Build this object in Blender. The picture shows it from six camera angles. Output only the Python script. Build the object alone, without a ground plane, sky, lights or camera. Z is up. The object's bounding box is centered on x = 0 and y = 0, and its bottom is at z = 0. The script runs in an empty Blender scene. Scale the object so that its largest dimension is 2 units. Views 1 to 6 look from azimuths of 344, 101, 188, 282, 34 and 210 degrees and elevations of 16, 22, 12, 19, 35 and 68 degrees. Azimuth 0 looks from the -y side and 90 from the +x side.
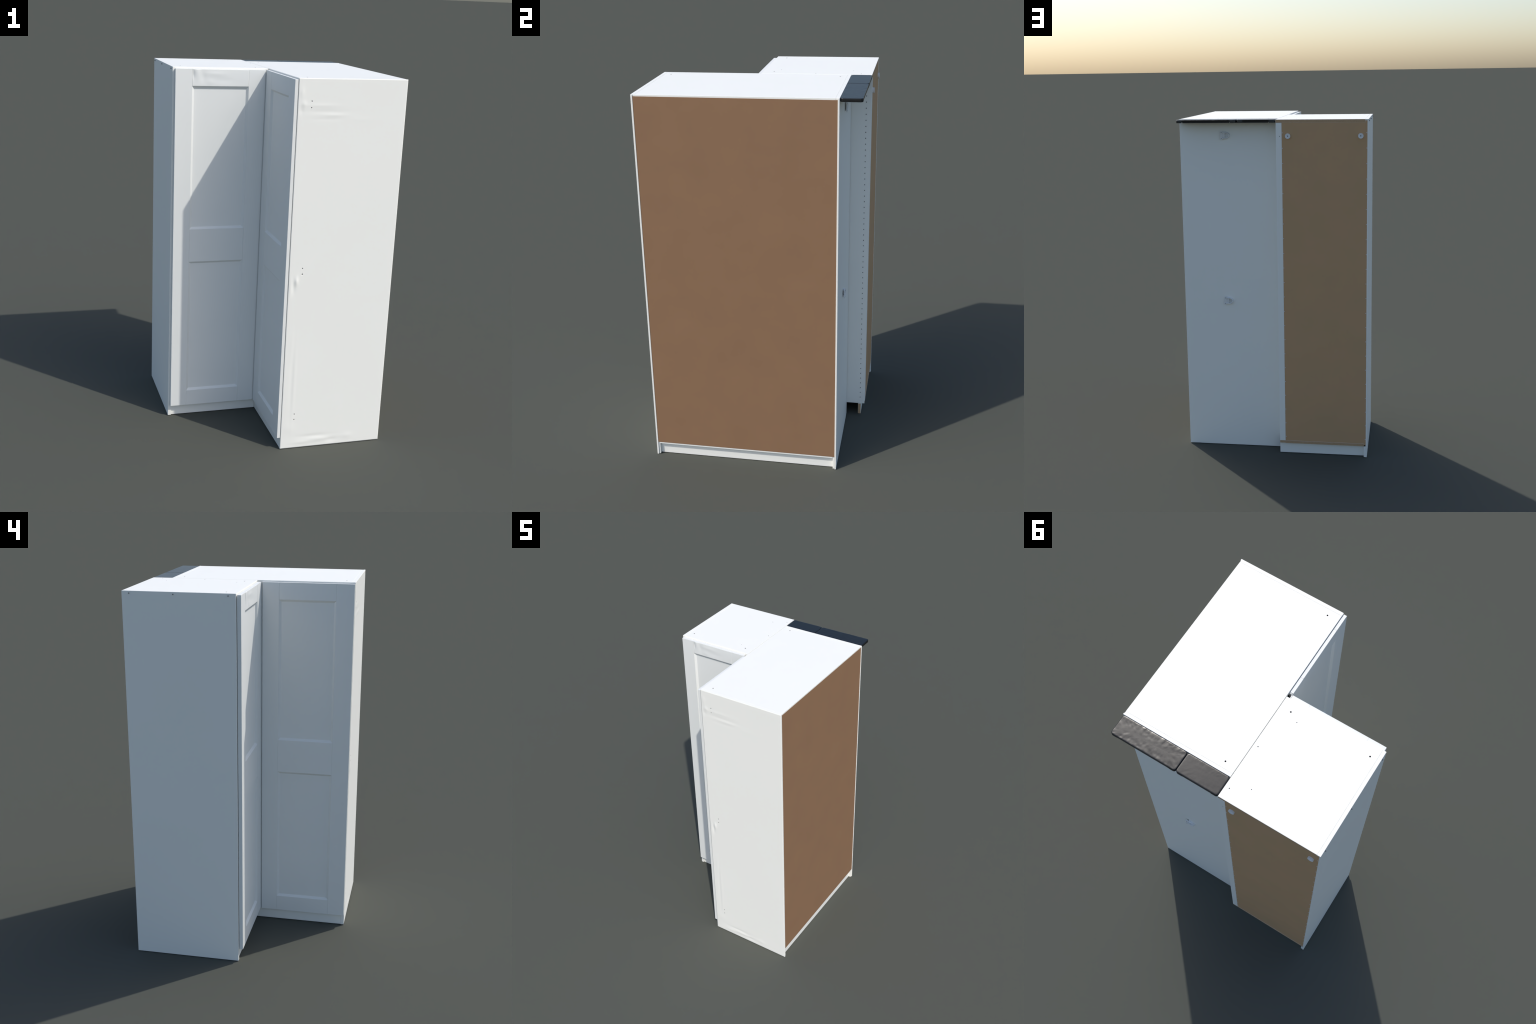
import bpy, bmesh, math, random
from mathutils import Matrix, Vector, noise

random.seed(7)
D = bpy.data
SCN = bpy.context.scene


# ------------------------------------------------------------------ materials
def new_mat(name):
    m = D.materials.new(name)
    m.use_nodes = True
    nt = m.node_tree
    return m, nt, nt.nodes["Principled BSDF"]


def noise_colour(nt, bsdf, dark, light, scale, detail=4.0, stretch=(1, 1, 1), lo=0.3, hi=0.7):
    tc = nt.nodes.new("ShaderNodeTexCoord")
    mp = nt.nodes.new("ShaderNodeMapping")
    mp.inputs["Scale"].default_value = stretch
    nz = nt.nodes.new("ShaderNodeTexNoise")
    nz.inputs["Scale"].default_value = scale
    nz.inputs["Detail"].default_value = detail
    cr = nt.nodes.new("ShaderNodeValToRGB")
    cr.color_ramp.elements[0].position = lo
    cr.color_ramp.elements[1].position = hi
    cr.color_ramp.elements[0].color = (*dark, 1)
    cr.color_ramp.elements[1].color = (*light, 1)
    nt.links.new(tc.outputs["Object"], mp.inputs["Vector"])
    nt.links.new(mp.outputs["Vector"], nz.inputs["Vector"])
    nt.links.new(nz.outputs["Fac"], cr.inputs["Fac"])
    nt.links.new(cr.outputs["Color"], bsdf.inputs["Base Color"])
    return nz, mp


def add_bump(nt, bsdf, mp, scale, strength, dist):
    nz = nt.nodes.new("ShaderNodeTexNoise")
    nz.inputs["Scale"].default_value = scale
    nz.inputs["Detail"].default_value = 3
    bp = nt.nodes.new("ShaderNodeBump")
    bp.inputs["Strength"].default_value = strength
    bp.inputs["Distance"].default_value = dist
    nt.links.new(mp.outputs["Vector"], nz.inputs["Vector"])
    nt.links.new(nz.outputs["Fac"], bp.inputs["Height"])
    nt.links.new(bp.outputs["Normal"], bsdf.inputs["Normal"])


def make_white(name, dark, light, rough):
    m, nt, b = new_mat(name)
    noise_colour(nt, b, dark, light, 3.0)
    b.inputs["Roughness"].default_value = rough
    return m


WHITE = make_white("white_foil", (0.965, 0.955, 0.895), (0.975, 0.965, 0.905), 0.5)
DOOR = make_white("white_lacquer", (0.862, 0.868, 0.835), (0.875, 0.880, 0.848), 0.5)
PLASTIC = make_white("grey_white_plastic", (0.80, 0.80, 0.79), (0.84, 0.84, 0.83), 0.45)

def make_hardboard(name, dark, light):
    m, nt, b = new_mat(name)
    nz, mp = noise_colour(nt, b, dark, light, 7.0, 6.0)
    add_bump(nt, b, mp, 900, 0.08, 0.0005)
    b.inputs["Roughness"].default_value = 0.7
    b.inputs["Specular IOR Level"].default_value = 0.3
    return m


BROWN = make_hardboard("brown_hardboard", (0.286, 0.163, 0.091), (0.302, 0.173, 0.095))
PALE_BROWN = make_hardboard("pale_brown_back", (0.575, 0.370, 0.200), (0.615, 0.375, 0.205))  # same brown hue as the wide back, about twice as pale

RAW, nt, b = new_mat("raw_chipboard_edge")
nz, mp = noise_colour(nt, b, (0.47, 0.31, 0.18), (0.58, 0.38, 0.22), 260.0, 4.0)
b.inputs["Roughness"].default_value = 0.85

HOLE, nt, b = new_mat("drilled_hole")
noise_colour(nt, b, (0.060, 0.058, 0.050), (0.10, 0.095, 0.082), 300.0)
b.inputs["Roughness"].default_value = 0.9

BLACK, nt, b = new_mat("black_plastic")
nz, mp = noise_colour(nt, b, (0.0025, 0.003, 0.004), (0.004, 0.0045, 0.0055), 30.0)
add_bump(nt, b, mp, 45, 0.03, 0.004)
b.inputs["Roughness"].default_value = 0.32
b.inputs["Specular IOR Level"].default_value = 0.6

STEEL, nt, b = new_mat("zinc_plated_steel")
noise_colour(nt, b, (0.72, 0.72, 0.73), (0.82, 0.82, 0.83), 200.0)
b.inputs["Metallic"].default_value = 0.3
b.inputs["Roughness"].default_value = 0.45

SCREW, nt, b = new_mat("dark_grey_screw")
noise_colour(nt, b, (0.20, 0.20, 0.20), (0.28, 0.28, 0.28), 300.0)
b.inputs["Roughness"].default_value = 0.5

# ------------------------------------------------------------------ hierarchy
ROOT = D.objects.new("corner_wardrobe", None)
SCN.collection.objects.link(ROOT)
ROOT["label"] = "tall white L-shaped corner wardrobe with panelled doors and brown backs"
ROOT["category"] = "wardrobe"


def link(name, mesh, parent=ROOT, mats=(WHITE,), mw=None):
    ob = D.objects.new(name, mesh)
    SCN.collection.objects.link(ob)
    ob.parent = parent
    if mw is not None:
        ob.matrix_local = mw
    for m in mats:
        if m.name not in mesh.materials:
            mesh.materials.append(m)
    return ob


# ------------------------------------------------------------------ mesh tools
def bm_box(bm, x0, x1, y0, y1, z0, z1):
    vs = [bm.verts.new((x, y, z)) for z in (z0, z1) for y in (y0, y1) for x in (x0, x1)]
    idx = [(0, 2, 3, 1), (4, 5, 7, 6), (0, 1, 5, 4), (2, 6, 7, 3), (0, 4, 6, 2), (1, 3, 7, 5)]
    return [bm.faces.new([vs[i] for i in f]) for f in idx]


def bm_prism(bm, outline, z0, z1):
    """outline: counter-clockwise list of (x, y) seen from above."""
    lo = [bm.verts.new((x, y, z0)) for x, y in outline]
    hi = [bm.verts.new((x, y, z1)) for x, y in outline]
    bm.faces.new(list(reversed(lo)))
    bm.faces.new(hi)
    n = len(outline)
    for i in range(n):
        j = (i + 1) % n
        bm.faces.new((lo[i], lo[j], hi[j], hi[i]))


def finish(bm, bevel=0.0, seg=1, smooth_angle=None):
    bm.normal_update()
    bmesh.ops.recalc_face_normals(bm, faces=bm.faces)
    if bevel:
        es = [e for e in bm.edges if len(e.link_faces) == 2 and e.calc_face_angle(0) > 0.5]
        bmesh.ops.bevel(bm, geom=es, offset=bevel, segments=seg, affect='EDGES', profile=0.5, clamp_overlap=True)
    me = D.meshes.new("mesh")
    bm.to_mesh(me)
    bm.free()
    if smooth_angle:
        me.shade_smooth()
        me.set_sharp_from_angle(angle=smooth_angle)
    return me


def box(name, x, y, z, mat=WHITE, bevel=0.0007, parent=ROOT, mw=None, raw_dirs=()):
    bm = bmesh.new()
    bm_box(bm, *x, *y, *z)
    me = finish(bm, bevel)
    ob = link(name, me, parent, (mat,) + ((RAW,) if raw_dirs else ()), mw)
    for d in raw_dirs:
        dv = Vector(d)
        for p in me.polygons:
            if p.normal.dot(dv) > 0.9:
                p.material_index = 1
    return ob


def cyl_bm(bm, c, axis, r, h, seg=20):
    """closed cylinder centred at c along axis."""
    q = Vector(axis).to_track_quat('Z', 'Y').to_matrix().to_4x4()
    bmesh.ops.create_cone(bm, cap_ends=True, segments=seg, radius1=r, radius2=r, depth=h,
                          matrix=Matrix.Translation(c) @ q)


def drill(ob, holes, depth=0.007):
    """cut round blind holes (centre on surface, axis, radius); the cut takes the HOLE material."""
    bm = bmesh.new()
    for c, ax, r in holes:
        cyl_bm(bm, c, ax, r, depth * 2, 16)
    me = finish(bm)
    me.materials.append(HOLE)
    cut = D.objects.new("hole_cutter", me)
    SCN.collection.objects.link(cut)
    if HOLE.name not in ob.data.materials:
        ob.data.materials.append(HOLE)
    md = ob.modifiers.new("drill", 'BOOLEAN')
    md.operation = 'DIFFERENCE'
    md.solver = 'EXACT'
    md.object = cut
    md.material_mode = 'TRANSFER'
    dg = bpy.context.evaluated_depsgraph_get()
    dg.update()
    new = D.meshes.new_from_object(ob.evaluated_get(dg))
    ob.modifiers.clear()
    ob.data = new
    D.objects.remove(cut)


def dented_front(ob_mesh_args, dents, step):
    """box whose -y face is a fine grid pushed out/in by soft dents [(x, z, sx, sz, height)]."""
    (x0, x1), (y0, y1), (z0, z1) = ob_mesh_args
    bm = bmesh.new()
    nx = max(2, int((x1 - x0) / step))
    nzz = max(2, int((z1 - z0) / step))
    grid = []
    for j in range(nzz + 1):
        z = z0 + (z1 - z0) * j / nzz
        row = []
        for i in range(nx + 1):
            x = x0 + (x1 - x0) * i / nx
            h = 0.0
            for dx, dz, sx, sz, a in dents:
                e = ((x - dx) / sx) ** 2 + ((z - dz) / sz) ** 2
                if e < 12:
                    h += a * math.exp(-e)
            if i in (0, nx) or j in (0, nzz):
                h = 0
            row.append(bm.verts.new((x, y0 - h, z)))
        grid.append(row)
    for j in range(nzz):
        for i in range(nx):
            f = bm.faces.new((grid[j][i], grid[j][i + 1], grid[j + 1][i + 1], grid[j + 1][i]))
            f.smooth = True
    back = [bm.verts.new(p) for p in ((x0, y1, z0), (x1, y1, z0), (x1, y1, z1), (x0, y1, z1))]
    bm.faces.new(list(reversed(back)))
    bm.faces.new([r[0] for r in grid] + [back[3], back[0]])
    bm.faces.new([r[-1] for r in reversed(grid)] + [back[1], back[2]])
    bm.faces.new(list(reversed(grid[0])) + [back[0], back[1]])
    bm.faces.new(grid[-1] + [back[2], back[3]])
    bmesh.ops.recalc_face_normals(bm, faces=bm.faces)
    me = D.meshes.new("mesh")
    bm.to_mesh(me)
    bm.free()
    return me


def join_into(me, *others):
    bm = bmesh.new()
    bm.from_mesh(me)
    for o in others:
        bm.from_mesh(o)
        D.meshes.remove(o)
    bm.to_mesh(me)
    bm.free()
    return me


# ------------------------------------------------------------------ dimensions (metres)
T = 0.018            # board thickness
TOP = 2.0
# wide cabinet: back towards +x, door towards -x
AX0, AX1 = -0.0240, 0.5529
AY0, AY1 = -0.5506, 0.4398
# narrow cabinet: back towards +y, door towards -y
BX0, BX1 = -0.5480, -0.0265
BY0, BY1 = -0.0296, 0.5448
BOARD_LO, BOARD_HI = 0.0675, 0.0675 + T   # bottom board
LIP = 0.0085         # rim of top board / side board left around the hardboard back

# ------------------------------------------------------------------ wide cabinet
AXI = 0.5446         # rebate depth for the back


def side_board_x(y_out, sgn, outer_layer=None):
    """side board in a y = const plane; y_out outer face, sgn = +1 if the inside is towards +y.
    The inner layer stops short at the back (rebate for the hardboard)."""
    yl = y_out + sgn * LIP
    yi = y_out + sgn * T
    bm = bmesh.new()
    if outer_layer:
        pts = [(AX0, yl), (AXI, yl), (AXI, yi), (AX0, yi)]
    else:
        pts = [(AX0, y_out), (AX1, y_out), (AX1, yl), (AXI, yl), (AXI, yi), (AX0, yi)]
    if sgn < 0:
        pts.reverse()
    bm_prism(bm, pts, 0.0, TOP)
    me = finish(bm, 0.0 if outer_layer else 0.0007)
    bm = bmesh.new()
    ya, yb = sorted((y_out + sgn * (LIP + 0.0002), yi))
    bm_box(bm, AXI - 0.002, 0.5502, ya, yb, TOP - LIP, TOP - 0.0003)
    ya, yb = sorted((y_out + sgn * 0.0110, yi))
    bm_box(bm, AXI - 0.002, 0.5482, ya, yb, 0.0003, BOARD_LO + LIP)
    return join_into(me, finish(bm, 0.0004))


DENTS = [  # x, z, sx, sz, height : bumps sculpted to reproduce smudged shading on this face
    (0.10, 1.868, 0.09, 0.008, 0.00025), (0.12, 1.838, 0.10, 0.010, -0.00030),
    (0.17, 1.820, 0.06, 0.008, 0.00030), (0.13, 1.800, 0.09, 0.007, -0.00015),
    (-0.004, 1.930, 0.010, 0.025, 0.0005), (0.008, 1.875, 0.012, 0.014, 0.0006),
    (-0.002, 1.840, 0.010, 0.016, -0.0004), (0.32, 1.80, 0.10, 0.010, 0.00012),
    (0.0185, 0.960, 0.0085, 0.022, 0.0013), (0.004, 0.930, 0.007, 0.035, -0.0006), (0.010, 0.915, 0.010, 0.03, -0.0003), (-0.012, 0.93, 0.006, 0.05, 0.0004),
    (0.022, 0.42, 0.010, 0.22, -0.0003), (0.036, 0.38, 0.009, 0.20, 0.0003),
    (0.015, 0.60, 0.010, 0.08, 0.00025), (0.02, 0.12, 0.03, 0.03, 0.0004),
    (0.16, 0.062, 0.08, 0.010, -0.0005), (0.20, 0.040, 0.06, 0.012, 0.0006),
    (0.27, 0.030, 0.03, 0.012, -0.0006), (0.36, 0.045, 0.03, 0.016, 0.0005),
    (0.10, 0.030, 0.05, 0.010, 0.0004),
]
DENTS = [(x, z, sx, sz, h * 2.7) for x, z, sx, sz, h in DENTS]
front_board = link("side_panel", dented_front(((AX0, AX1), (AY0, AY0 + LIP), (0.0, TOP)), DENTS, 0.0045))
rear_board = link("side_panel", side_board_x(AY1, -1))
HR = 0.0026
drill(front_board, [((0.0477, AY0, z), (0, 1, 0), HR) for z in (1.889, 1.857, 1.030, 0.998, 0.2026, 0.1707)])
join_into(front_board.data, side_board_x(AY0, +1, True))

GAP = 0.0003
a_top = box("top_panel", (AX0, 0.5506), (AY0 + T + GAP, AY1 - T - GAP), (TOP - T, TOP - 0.0002))
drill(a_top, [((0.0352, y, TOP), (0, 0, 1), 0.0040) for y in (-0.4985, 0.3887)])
box("bottom_panel", (AX0 + 0.001, 0.5500), (AY0 + T + GAP, AY1 - T - GAP), (BOARD_LO, BOARD_HI))
box("back_panel", (0.5447, 0.5513), (AY0 + 0.0076, AY1 - 0.0082), (BOARD_LO + LIP, TOP - LIP), BROWN, 0.0004)
box("plinth", (AX0 + 0.0008, AX0 + 0.0168), (AY0 + T + GAP, AY1 - T - GAP), (0.0005, BOARD_LO - 0.0003))
box("plinth", (0.5162, 0.5322), (AY0 + T + GAP, AY1 - T - GAP), (0.0005, BOARD_LO - 0.0003))

# ------------------------------------------------------------------ narrow cabinet
BYI = 0.5408
bm = bmesh.new()
bm_prism(bm, [(BX0, BY0), (BX0 + T, BY0), (BX0 + T, BYI), (BX0 + 0.0068, BYI), (BX0 + 0.0068, BY1), (BX0, BY1)], 0, TOP)
me = finish(bm, 0.0007)
bm = bmesh.new()
bm_box(bm, BX0 + 0.0068, BX0 + T, BYI - 0.002, BY1 - 0.0002, TOP - 0.0075, TOP - 0.0003)
bm_box(bm, BX0 + 0.0068, BX0 + T, BYI - 0.002, BY1 - 0.0012, 0.0003, BOARD_LO + 0.0085)
side_b = link("side_panel", join_into(me, finish(bm, 0.0004)))

b_top = box("top_panel", (BX0 + T + GAP, BX1), (BY0, 0.5446), (TOP - T, TOP - 0.0002), raw_dirs=[(0, 1, 0)])
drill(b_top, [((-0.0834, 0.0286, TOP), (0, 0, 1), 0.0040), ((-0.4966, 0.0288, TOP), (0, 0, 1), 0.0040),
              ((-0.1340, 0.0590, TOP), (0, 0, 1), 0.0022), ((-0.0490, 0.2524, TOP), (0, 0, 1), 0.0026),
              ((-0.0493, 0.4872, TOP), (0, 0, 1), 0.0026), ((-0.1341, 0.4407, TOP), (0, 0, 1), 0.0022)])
box("bottom_panel", (BX0 + T + GAP, BX1), (BY0 + 0.001, 0.5440), (BOARD_LO + 0.002, BOARD_HI), raw_dirs=[(0, 1, 0)])
b_back = box("back_panel", (BX0 + 0.0070, -0.0605), (BYI + 0.0001, 0.5436), (BOARD_LO + 0.0005, TOP - 0.0075), PALE_BROWN, 0.0004)
box("plinth", (BX0 + T + GAP, AX0 - 0.0008), (-0.0232, -0.0072), (0.0005, BOARD_LO - 0.0003))
box("plinth", (BX0 + T + GAP, -0.0250), (0.5070, 0.5232), (0.0005, BOARD_LO - 0.0003), raw_dirs=[(1, 0, 0)])
# upright strip closing the open corner of the narrow cabinet
strip = box("corner_upright", (-0.0607, -0.0274), (0.4200, 0.5456), (BOARD_HI + 0.0003, TOP - T - 0.0012))
n_holes = 57
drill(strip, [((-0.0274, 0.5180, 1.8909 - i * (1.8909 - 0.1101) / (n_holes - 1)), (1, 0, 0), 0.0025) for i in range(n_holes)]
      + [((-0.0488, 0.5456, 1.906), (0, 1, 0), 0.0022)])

# screw heads on the outer side of the narrow cabinet
bm = bmesh.new()
cyl_bm(bm, (0, 0, 0), (1, 0, 0), 0.0030, 0.0052, 18)
screw_me = finish(bm, 0.0006, 1, 0.6)
screw_me.materials.append(SCREW)
for y in (0.507, 0.283, 0.0083):
    link("screw_head", screw_me, mats=(), mw=Matrix.Translation((BX0 - 0.0024, y, 1.9886)))

# nails along both edges of the narrow back
bm = bmesh.new()
bmesh.ops.create_uvsphere(bm, u_segments=10, v_segments=6, radius=0.0026,
                          matrix=Matrix.Diagonal((1, 0.5, 1, 1)))
nail_me = finish(bm, 0, 1, 3.0)
nail_me.materials.append(STEEL)
for i in range(22):
    z = 1.9259 - 0.0864 * i
    for x in (-0.0640, -0.5378):
        link("nail", nail_me, mats=(), mw=Matrix.Translation((x + random.uniform(-.0008, .0008), 0.5438, z + random.uniform(-.001, .001))))

# round wall spacers with a dished face and a screw recess
def lathe(profile, seg=40):
    bm = bmesh.new()
    rings = []
    for r, h in profile:
        if r < 1e-6:
            rings.append([bm.verts.new((0, h, 0))])
        else:
            rings.append([bm.verts.new((r * math.cos(2 * math.pi * k / seg), h, r * math.sin(2 * math.pi * k / seg))) for k in range(seg)])
    for a, b2 in zip(rings, rings[1:]):
        for k in range(seg):
            k2 = (k + 1) % seg
            if len(a) == 1:
                bm.faces.new((a[0], b2[k], b2[k2]))
            elif len(b2) == 1:
                bm.faces.new((a[k], b2[0], a[k2]))
            else:
                bm.faces.new((a[k], b2[k], b2[k2], a[k2]))
    return finish(bm, 0, 1, 0.6)


disc_me = lathe([(0, -0.001), (0.0150, -0.001), (0.0150, 0.0084), (0.0142, 0.0092), (0.0120, 0.0092), (0.0112, 0.0076),
                 (0.0072, 0.0076), (0.0064, 0.0088), (0.0044, 0.0088), (0.0030, 0.0065), (0.0022, 0.0028), (0, 0.0028)])
disc_me.materials.append(PLASTIC)
bm = bmesh.new()
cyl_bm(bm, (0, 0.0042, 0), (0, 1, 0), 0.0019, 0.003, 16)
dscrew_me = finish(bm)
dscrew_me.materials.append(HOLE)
for x in (-0.0951, -0.5049):
    d = link("wall_spacer", disc_me, mats=(), mw=Matrix.Translation((x, 0.5437, 1.907)))
    link("screw_head", dscrew_me, d, mats=())

# ------------------------------------------------------------------ wall brackets on the rear side board
def bracket_mesh():
    """flat D-shaped loop with a cross bar and two screw lugs; local x points to the lug side."""
    bm = bmesh.new()
    h = 0.0135
    # D ring swept along a half-oval path
    path = []
    for k in range(25):
        a = math.pi * (0.5 + k / 24)
        path.append((-0.001 + 0.0245 * math.cos(a), 0.0165 * math.sin(a)))
    path = [(0.010, 0.0162)] + path + [(0.010, -0.0162)]
    w = 0.0042
    rows = []
    for i, (x, z) in enumerate(path):
        p0 = Vector(path[max(0, i - 1)]); p1 = Vector(path[min(len(path) - 1, i + 1)])
        t = (p1 - p0).normalized()
        n = Vector((t.y, -t.x))
        prof = [(-w, 0), (-w, h * 0.6), (-w * 0.55, h * 0.93), (0, h), (w * 0.55, h * 0.93), (w, h * 0.6), (w, 0)]
        rows.append([bm.verts.new((x + n.x * o, hh - 0.0005, z + n.y * o)) for o, hh in prof])
    for a, b2 in zip(rows, rows[1:]):
        for k in range(6):
            bm.faces.new((a[k], b2[k], b2[k + 1], a[k + 1]))
    bm.faces.new(rows[0]); bm.faces.new(list(reversed(rows[-1])))
    me = finish(bm, 0, 1, 0.8)
    bm = bmesh.new()
    bm_box(bm, -0.002, 0.0025, -0.0005, 0.0122, -0.0145, 0.0145)     # cross bar
    bm_box(bm, 0.0135, 0.0255, 0.0072, 0.0118, -0.0150, 0.0150)     # bridge standing off the board
    bm_box(bm, 0.0020, 0.0140, 0.0072, 0.0086, -0.0130, 0.0130)     # sunk web behind the bridge
    bm_box(bm, -0.024, -0.0015, -0.0005, 0.0090, -0.0020, 0.0020)   # rib in the loop
    bars = finish(bm, 0.0006)
    bm = bmesh.new()
    for z in (-0.0168, 0.0168):
        cyl_bm(bm, (0.0180, 0.0099, z), (0, 1, 0), 0.0088, 0.0060, 24)
    lugs = finish(bm, 0.0008, 2, 0.6)
    return join_into(me, bars, lugs)


br_me = bracket_mesh()
br_me.materials.append(PLASTIC)
bm = bmesh.new()
cyl_bm(bm, (0, 0, 0), (0, 1, 0), 0.0024, 0.0012, 16)
brs_me = finish(bm)
brs_me.materials.append(SCREW)
for z, tilt in ((1.9055, 0.0), (0.9205, -0.07)):
    o = link("wall_bracket", br_me, mats=(), mw=Matrix.Translation((0.2864, AY1, z)) @ Matrix.Rotation(tilt, 4, 'Y'))
    for dz in (-0.0168, 0.0168):
        link("screw_head", brs_me, o, mats=(), mw=Matrix.Translation((0.0180, 0.0131, dz)))

# ------------------------------------------------------------------ doors
def moulding_mesh(u0, u1, v0, v1, w, d):
    """mitred sloping moulding inside an opening; front at depth 0, inner edge at depth d."""
    bm = bmesh.new()
    e = 0.0002
    ring = lambda o, y: [bm.verts.new(p) for p in ((u0 + o, y, v0 + o), (u1 - o, y, v0 + o), (u1 - o, y, v1 - o), (u0 + o, y, v1 - o))]
    a, b2, c, q = ring(e, 0.0009), ring(w, d), ring(w, d + 0.002), ring(e, d + 0.002)
    for r1, r2 in ((a, b2), (b2, c), (c, q), (q, a)):
        for k in range(4):
            k2 = (k + 1) % 4
            bm.faces.new((r1[k], r1[k2], r2[k2], r2[k]))
    return finish(bm)


def door(mw, th, width, openings_u, z0, z1, rails_v, top_rail_dents=None):
    """local frame: x along the door, y into the cabinet (front face at 0), z up."""
    w, d = 0.0122, 0.0112
    ua, ub = openings_u
    core = box("door", (ua - 0.01, ub + 0.01), (d, th - 0.001), (z0 + 0.02, z1 - 0.02), DOOR, 0, ROOT, mw)
    I = Matrix.Identity(4)
    box("stile", (0, ua), (0, th), (z0, z1), DOOR, 0.0007, core, I)
    box("stile", (ub, width), (0, th), (z0, z1), DOOR, 0.0007, core, I)
    for k, (a, b2) in enumerate(rails_v):
        if top_rail_dents and k == 2:
            me = dented_front(((ua + GAP, ub - GAP), (0.0004, th), (a, b2)), top_rail_dents, 0.003)
            link("rail", me, core, (DOOR,), I)
        else:
            box("rail", (ua + GAP, ub - GAP), (0.0003, th), (a, b2), DOOR, 0.0006, core, I)
    for (a, b2) in ((rails_v[0][1], rails_v[1][0]), (rails_v[1][1], rails_v[2][0])):
        link("moulding", moulding_mesh(ua, ub, a, b2, w, d), core, (DOOR,), I)
        box("panel", (ua + w - 0.002, ub - w + 0.002), (d - 0.0004, d + 0.001), (a + w - 0.002, b2 - w + 0.002), DOOR, 0, core, I)
    return core


DZ0, DZ1 = 0.0670, 1.9925
RAILS = ((DZ0, 0.1585), (0.9370, 1.1235), (1.9025, DZ1))
BU0, BU1 = -0.5371, -0.0460
du = 0.4465
RD0 = [  # dents shaped for the baked dark blotch, narrow door's upper rail (door coordinates)
    (0.0905, 1.964, 0.011, 0.022, -0.0034), (0.118, 1.975, 0.014, 0.030, 0.0010),
    (0.150, 1.950, 0.016, 0.025, -0.0009), (0.215, 1.968, 0.05, 0.012, 0.0007),
    (0.26, 1.935, 0.05, 0.014, -0.0005), (0.19, 1.925, 0.02, 0.012, 0.0005),
]
RD = [(x, z, sx, sz, h * 1.7) for x, z, sx, sz, h in RD0]
door(Matrix.Translation((BU0, -0.0525, 0)), 0.0202, BU1 - BU0, (-du - BU0, -0.1390 - BU0), DZ0, DZ1, RAILS, RD)
# wide cabinet: local x -> world -y, local y -> world +x
AV0, AV1 = -0.0592, -0.5492
door(Matrix.Translation((-0.0433, AV0, 0)) @ Matrix.Rotation(-math.pi / 2, 4, 'Z'), 0.0170, AV0 - AV1,
     (AV0 + 0.1500, AV0 + 0.4548), DZ0, DZ1 + 0.0005, RAILS[:2] + ((1.9025, DZ1 + 0.0005),))

# quarter-round filler strip between the two doors
outer = [(-0.0450, -0.0340), (-0.0450, -0.0440)]
for k in range(1, 9):
    a = math.pi / 2 * k / 8
    outer.append((-0.0350 - 0.0100 * math.cos(a), -0.0440 - 0.0130 * math.sin(a)))
outer.append((-0.0238, -0.0570))
inner = [(-0.0238, -0.0545)]
for k in range(7, 0, -1):
    a = math.pi / 2 * k / 8
    inner.append((-0.0350 - 0.0060 * math.cos(a), -0.0440 - 0.0105 * math.sin(a)))
inner += [(-0.0410, -0.0440), (-0.0410, -0.0340)]
bm = bmesh.new()
bm_prism(bm, outer + inner, DZ0, DZ1)
link("filler_strip", finish(bm, 0, 1, 0.6), mats=(DOOR,))

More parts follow.
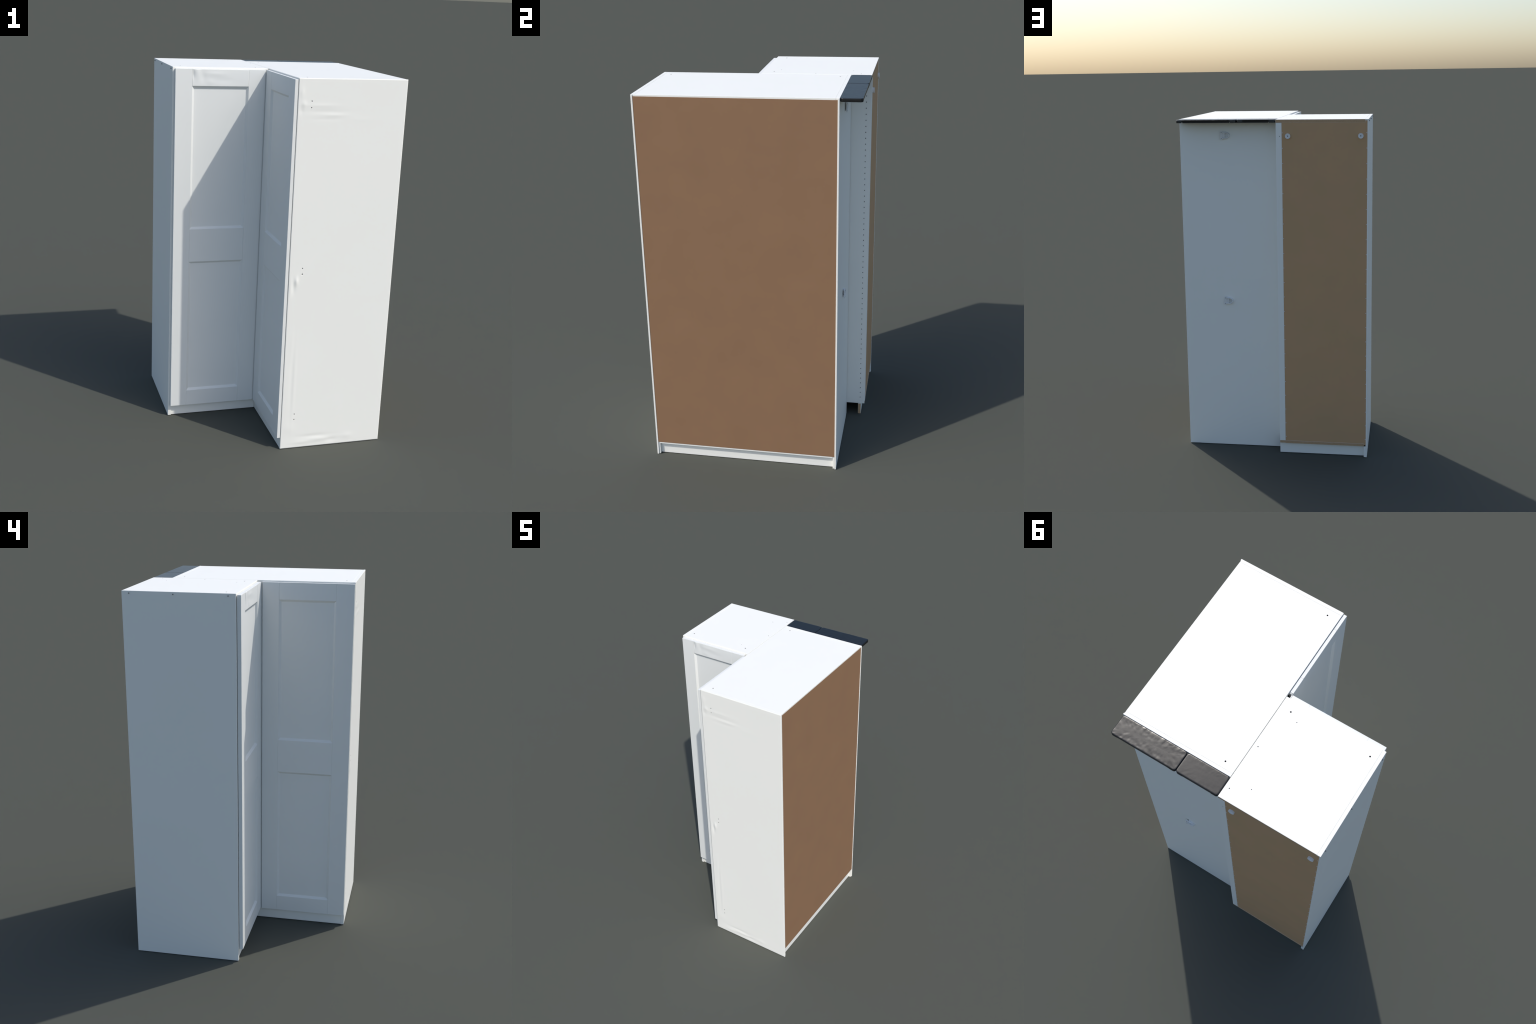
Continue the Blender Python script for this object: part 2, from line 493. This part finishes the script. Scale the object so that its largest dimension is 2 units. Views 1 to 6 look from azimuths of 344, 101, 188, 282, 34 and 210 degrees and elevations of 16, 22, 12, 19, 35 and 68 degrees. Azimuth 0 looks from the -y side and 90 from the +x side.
# ------------------------------------------------------------------ black cover plates behind the wide cabinet
def plate(x0, x1, y0, y1, z0, z1, rc, bump_amp, seed, notches):
    """rounded slab with soft shoulders, a wavy hot-formed top and a slightly stepped skirt."""
    er = 0.0030
    # outline with rounded corners, sampled evenly enough for the waves
    def outline(o):
        r = max(rc - o, 0.001)
        X0, X1, Y0, Y1 = x0 + o, x1 - o, y0 + o, y1 - o
        pts = []
        corners = (((X1 - r, Y0 + r), -90), ((X1 - r, Y1 - r), 0), ((X0 + r, Y1 - r), 90), ((X0 + r, Y0 + r), 180))
        cs = []
        for (cx, cy), a0 in corners:
            cs.append([(cx + r * math.cos(math.radians(a0 + 90 * k / 8)), cy + r * math.sin(math.radians(a0 + 90 * k / 8))) for k in range(9)])
        counts = (16, 70, 16, 70)
        for i in range(4):
            pts += cs[i]
            a, b2 = cs[i][-1], cs[(i + 1) % 4][0]
            n = counts[i]
            pts += [(a[0] + (b2[0] - a[0]) * k / n, a[1] + (b2[1] - a[1]) * k / n) for k in range(1, n)]
        return pts
    bm = bmesh.new()
    rings = []

    def add(o, z):
        out = []
        for x, y in outline(o):
            if y > y1 - er * 0.9 and x0 + 0.038 < x < x1 - 0.038 and z < z1 - 0.002:
                y -= 0.0010
            out.append(bm.verts.new((x, y, z)))
        rings.append(out)
    add(0.0035, z1 - 0.0050)      # underside of the top skin: the plate is a hollow tray
    add(0.0035, z0 + 0.0005)
    add(0.0020, z0)
    add(0.0, z0 + 0.0012)
    add(0.0, z1 - er)
    for k in range(1, 5):
        a = math.pi / 2 * k / 4
        add(er * (1 - math.cos(a)), z1 - er + er * math.sin(a))
    half = (y1 - y0) / 2
    for o in (0.008, 0.012, 0.018, 0.024, 0.030, 0.036, 0.042, half - 0.004):
        add(o, z1)
    n = len(rings[0])
    for xn in notches:            # small release notches in the lower rim of the outer skirt
        for ring in rings[1:4]:
            near = [v for v in ring if v.co.y > y1 - 0.006]
            v = min(near, key=lambda q: abs(q.co.x - xn))
            v.co.z += 0.0050
    for a, b2 in zip(rings, rings[1:]):
        for k in range(n):
            k2 = (k + 1) % n
            bm.faces.new((a[k], a[k2], b2[k2], b2[k]))
    bm.faces.new(rings[-1])
    bm.faces.new(list(reversed(rings[0])))
    for v in bm.verts:
        if v.co.z > z1 - er * 1.01:
            p = Vector((v.co.x * 62, v.co.y * 62, seed))
            edge = min(1.0, min(v.co.y - y0, y1 - v.co.y) / half * 1.0)
            wv = noise.noise(p) * 0.7 + noise.noise(p * 2.1) * 0.4
            v.co.z += bump_amp * wv * (1.2 - 1.0 * edge) - bump_amp * 0.3
    return finish(bm, 0, 1, 0.9)


link("cover_plate", plate(0.1990, 0.5480, 0.4407, 0.5460, 1.9822, 2.0000, 0.013, 0.0008, 1.3, (0.5115, 0.2364)), mats=(BLACK,))
link("cover_plate", plate(-0.0240, 0.1975, 0.4407, 0.5460, 1.9822, 1.9999, 0.013, 0.00020, 8.7, (0.0128,)), mats=(BLACK,))
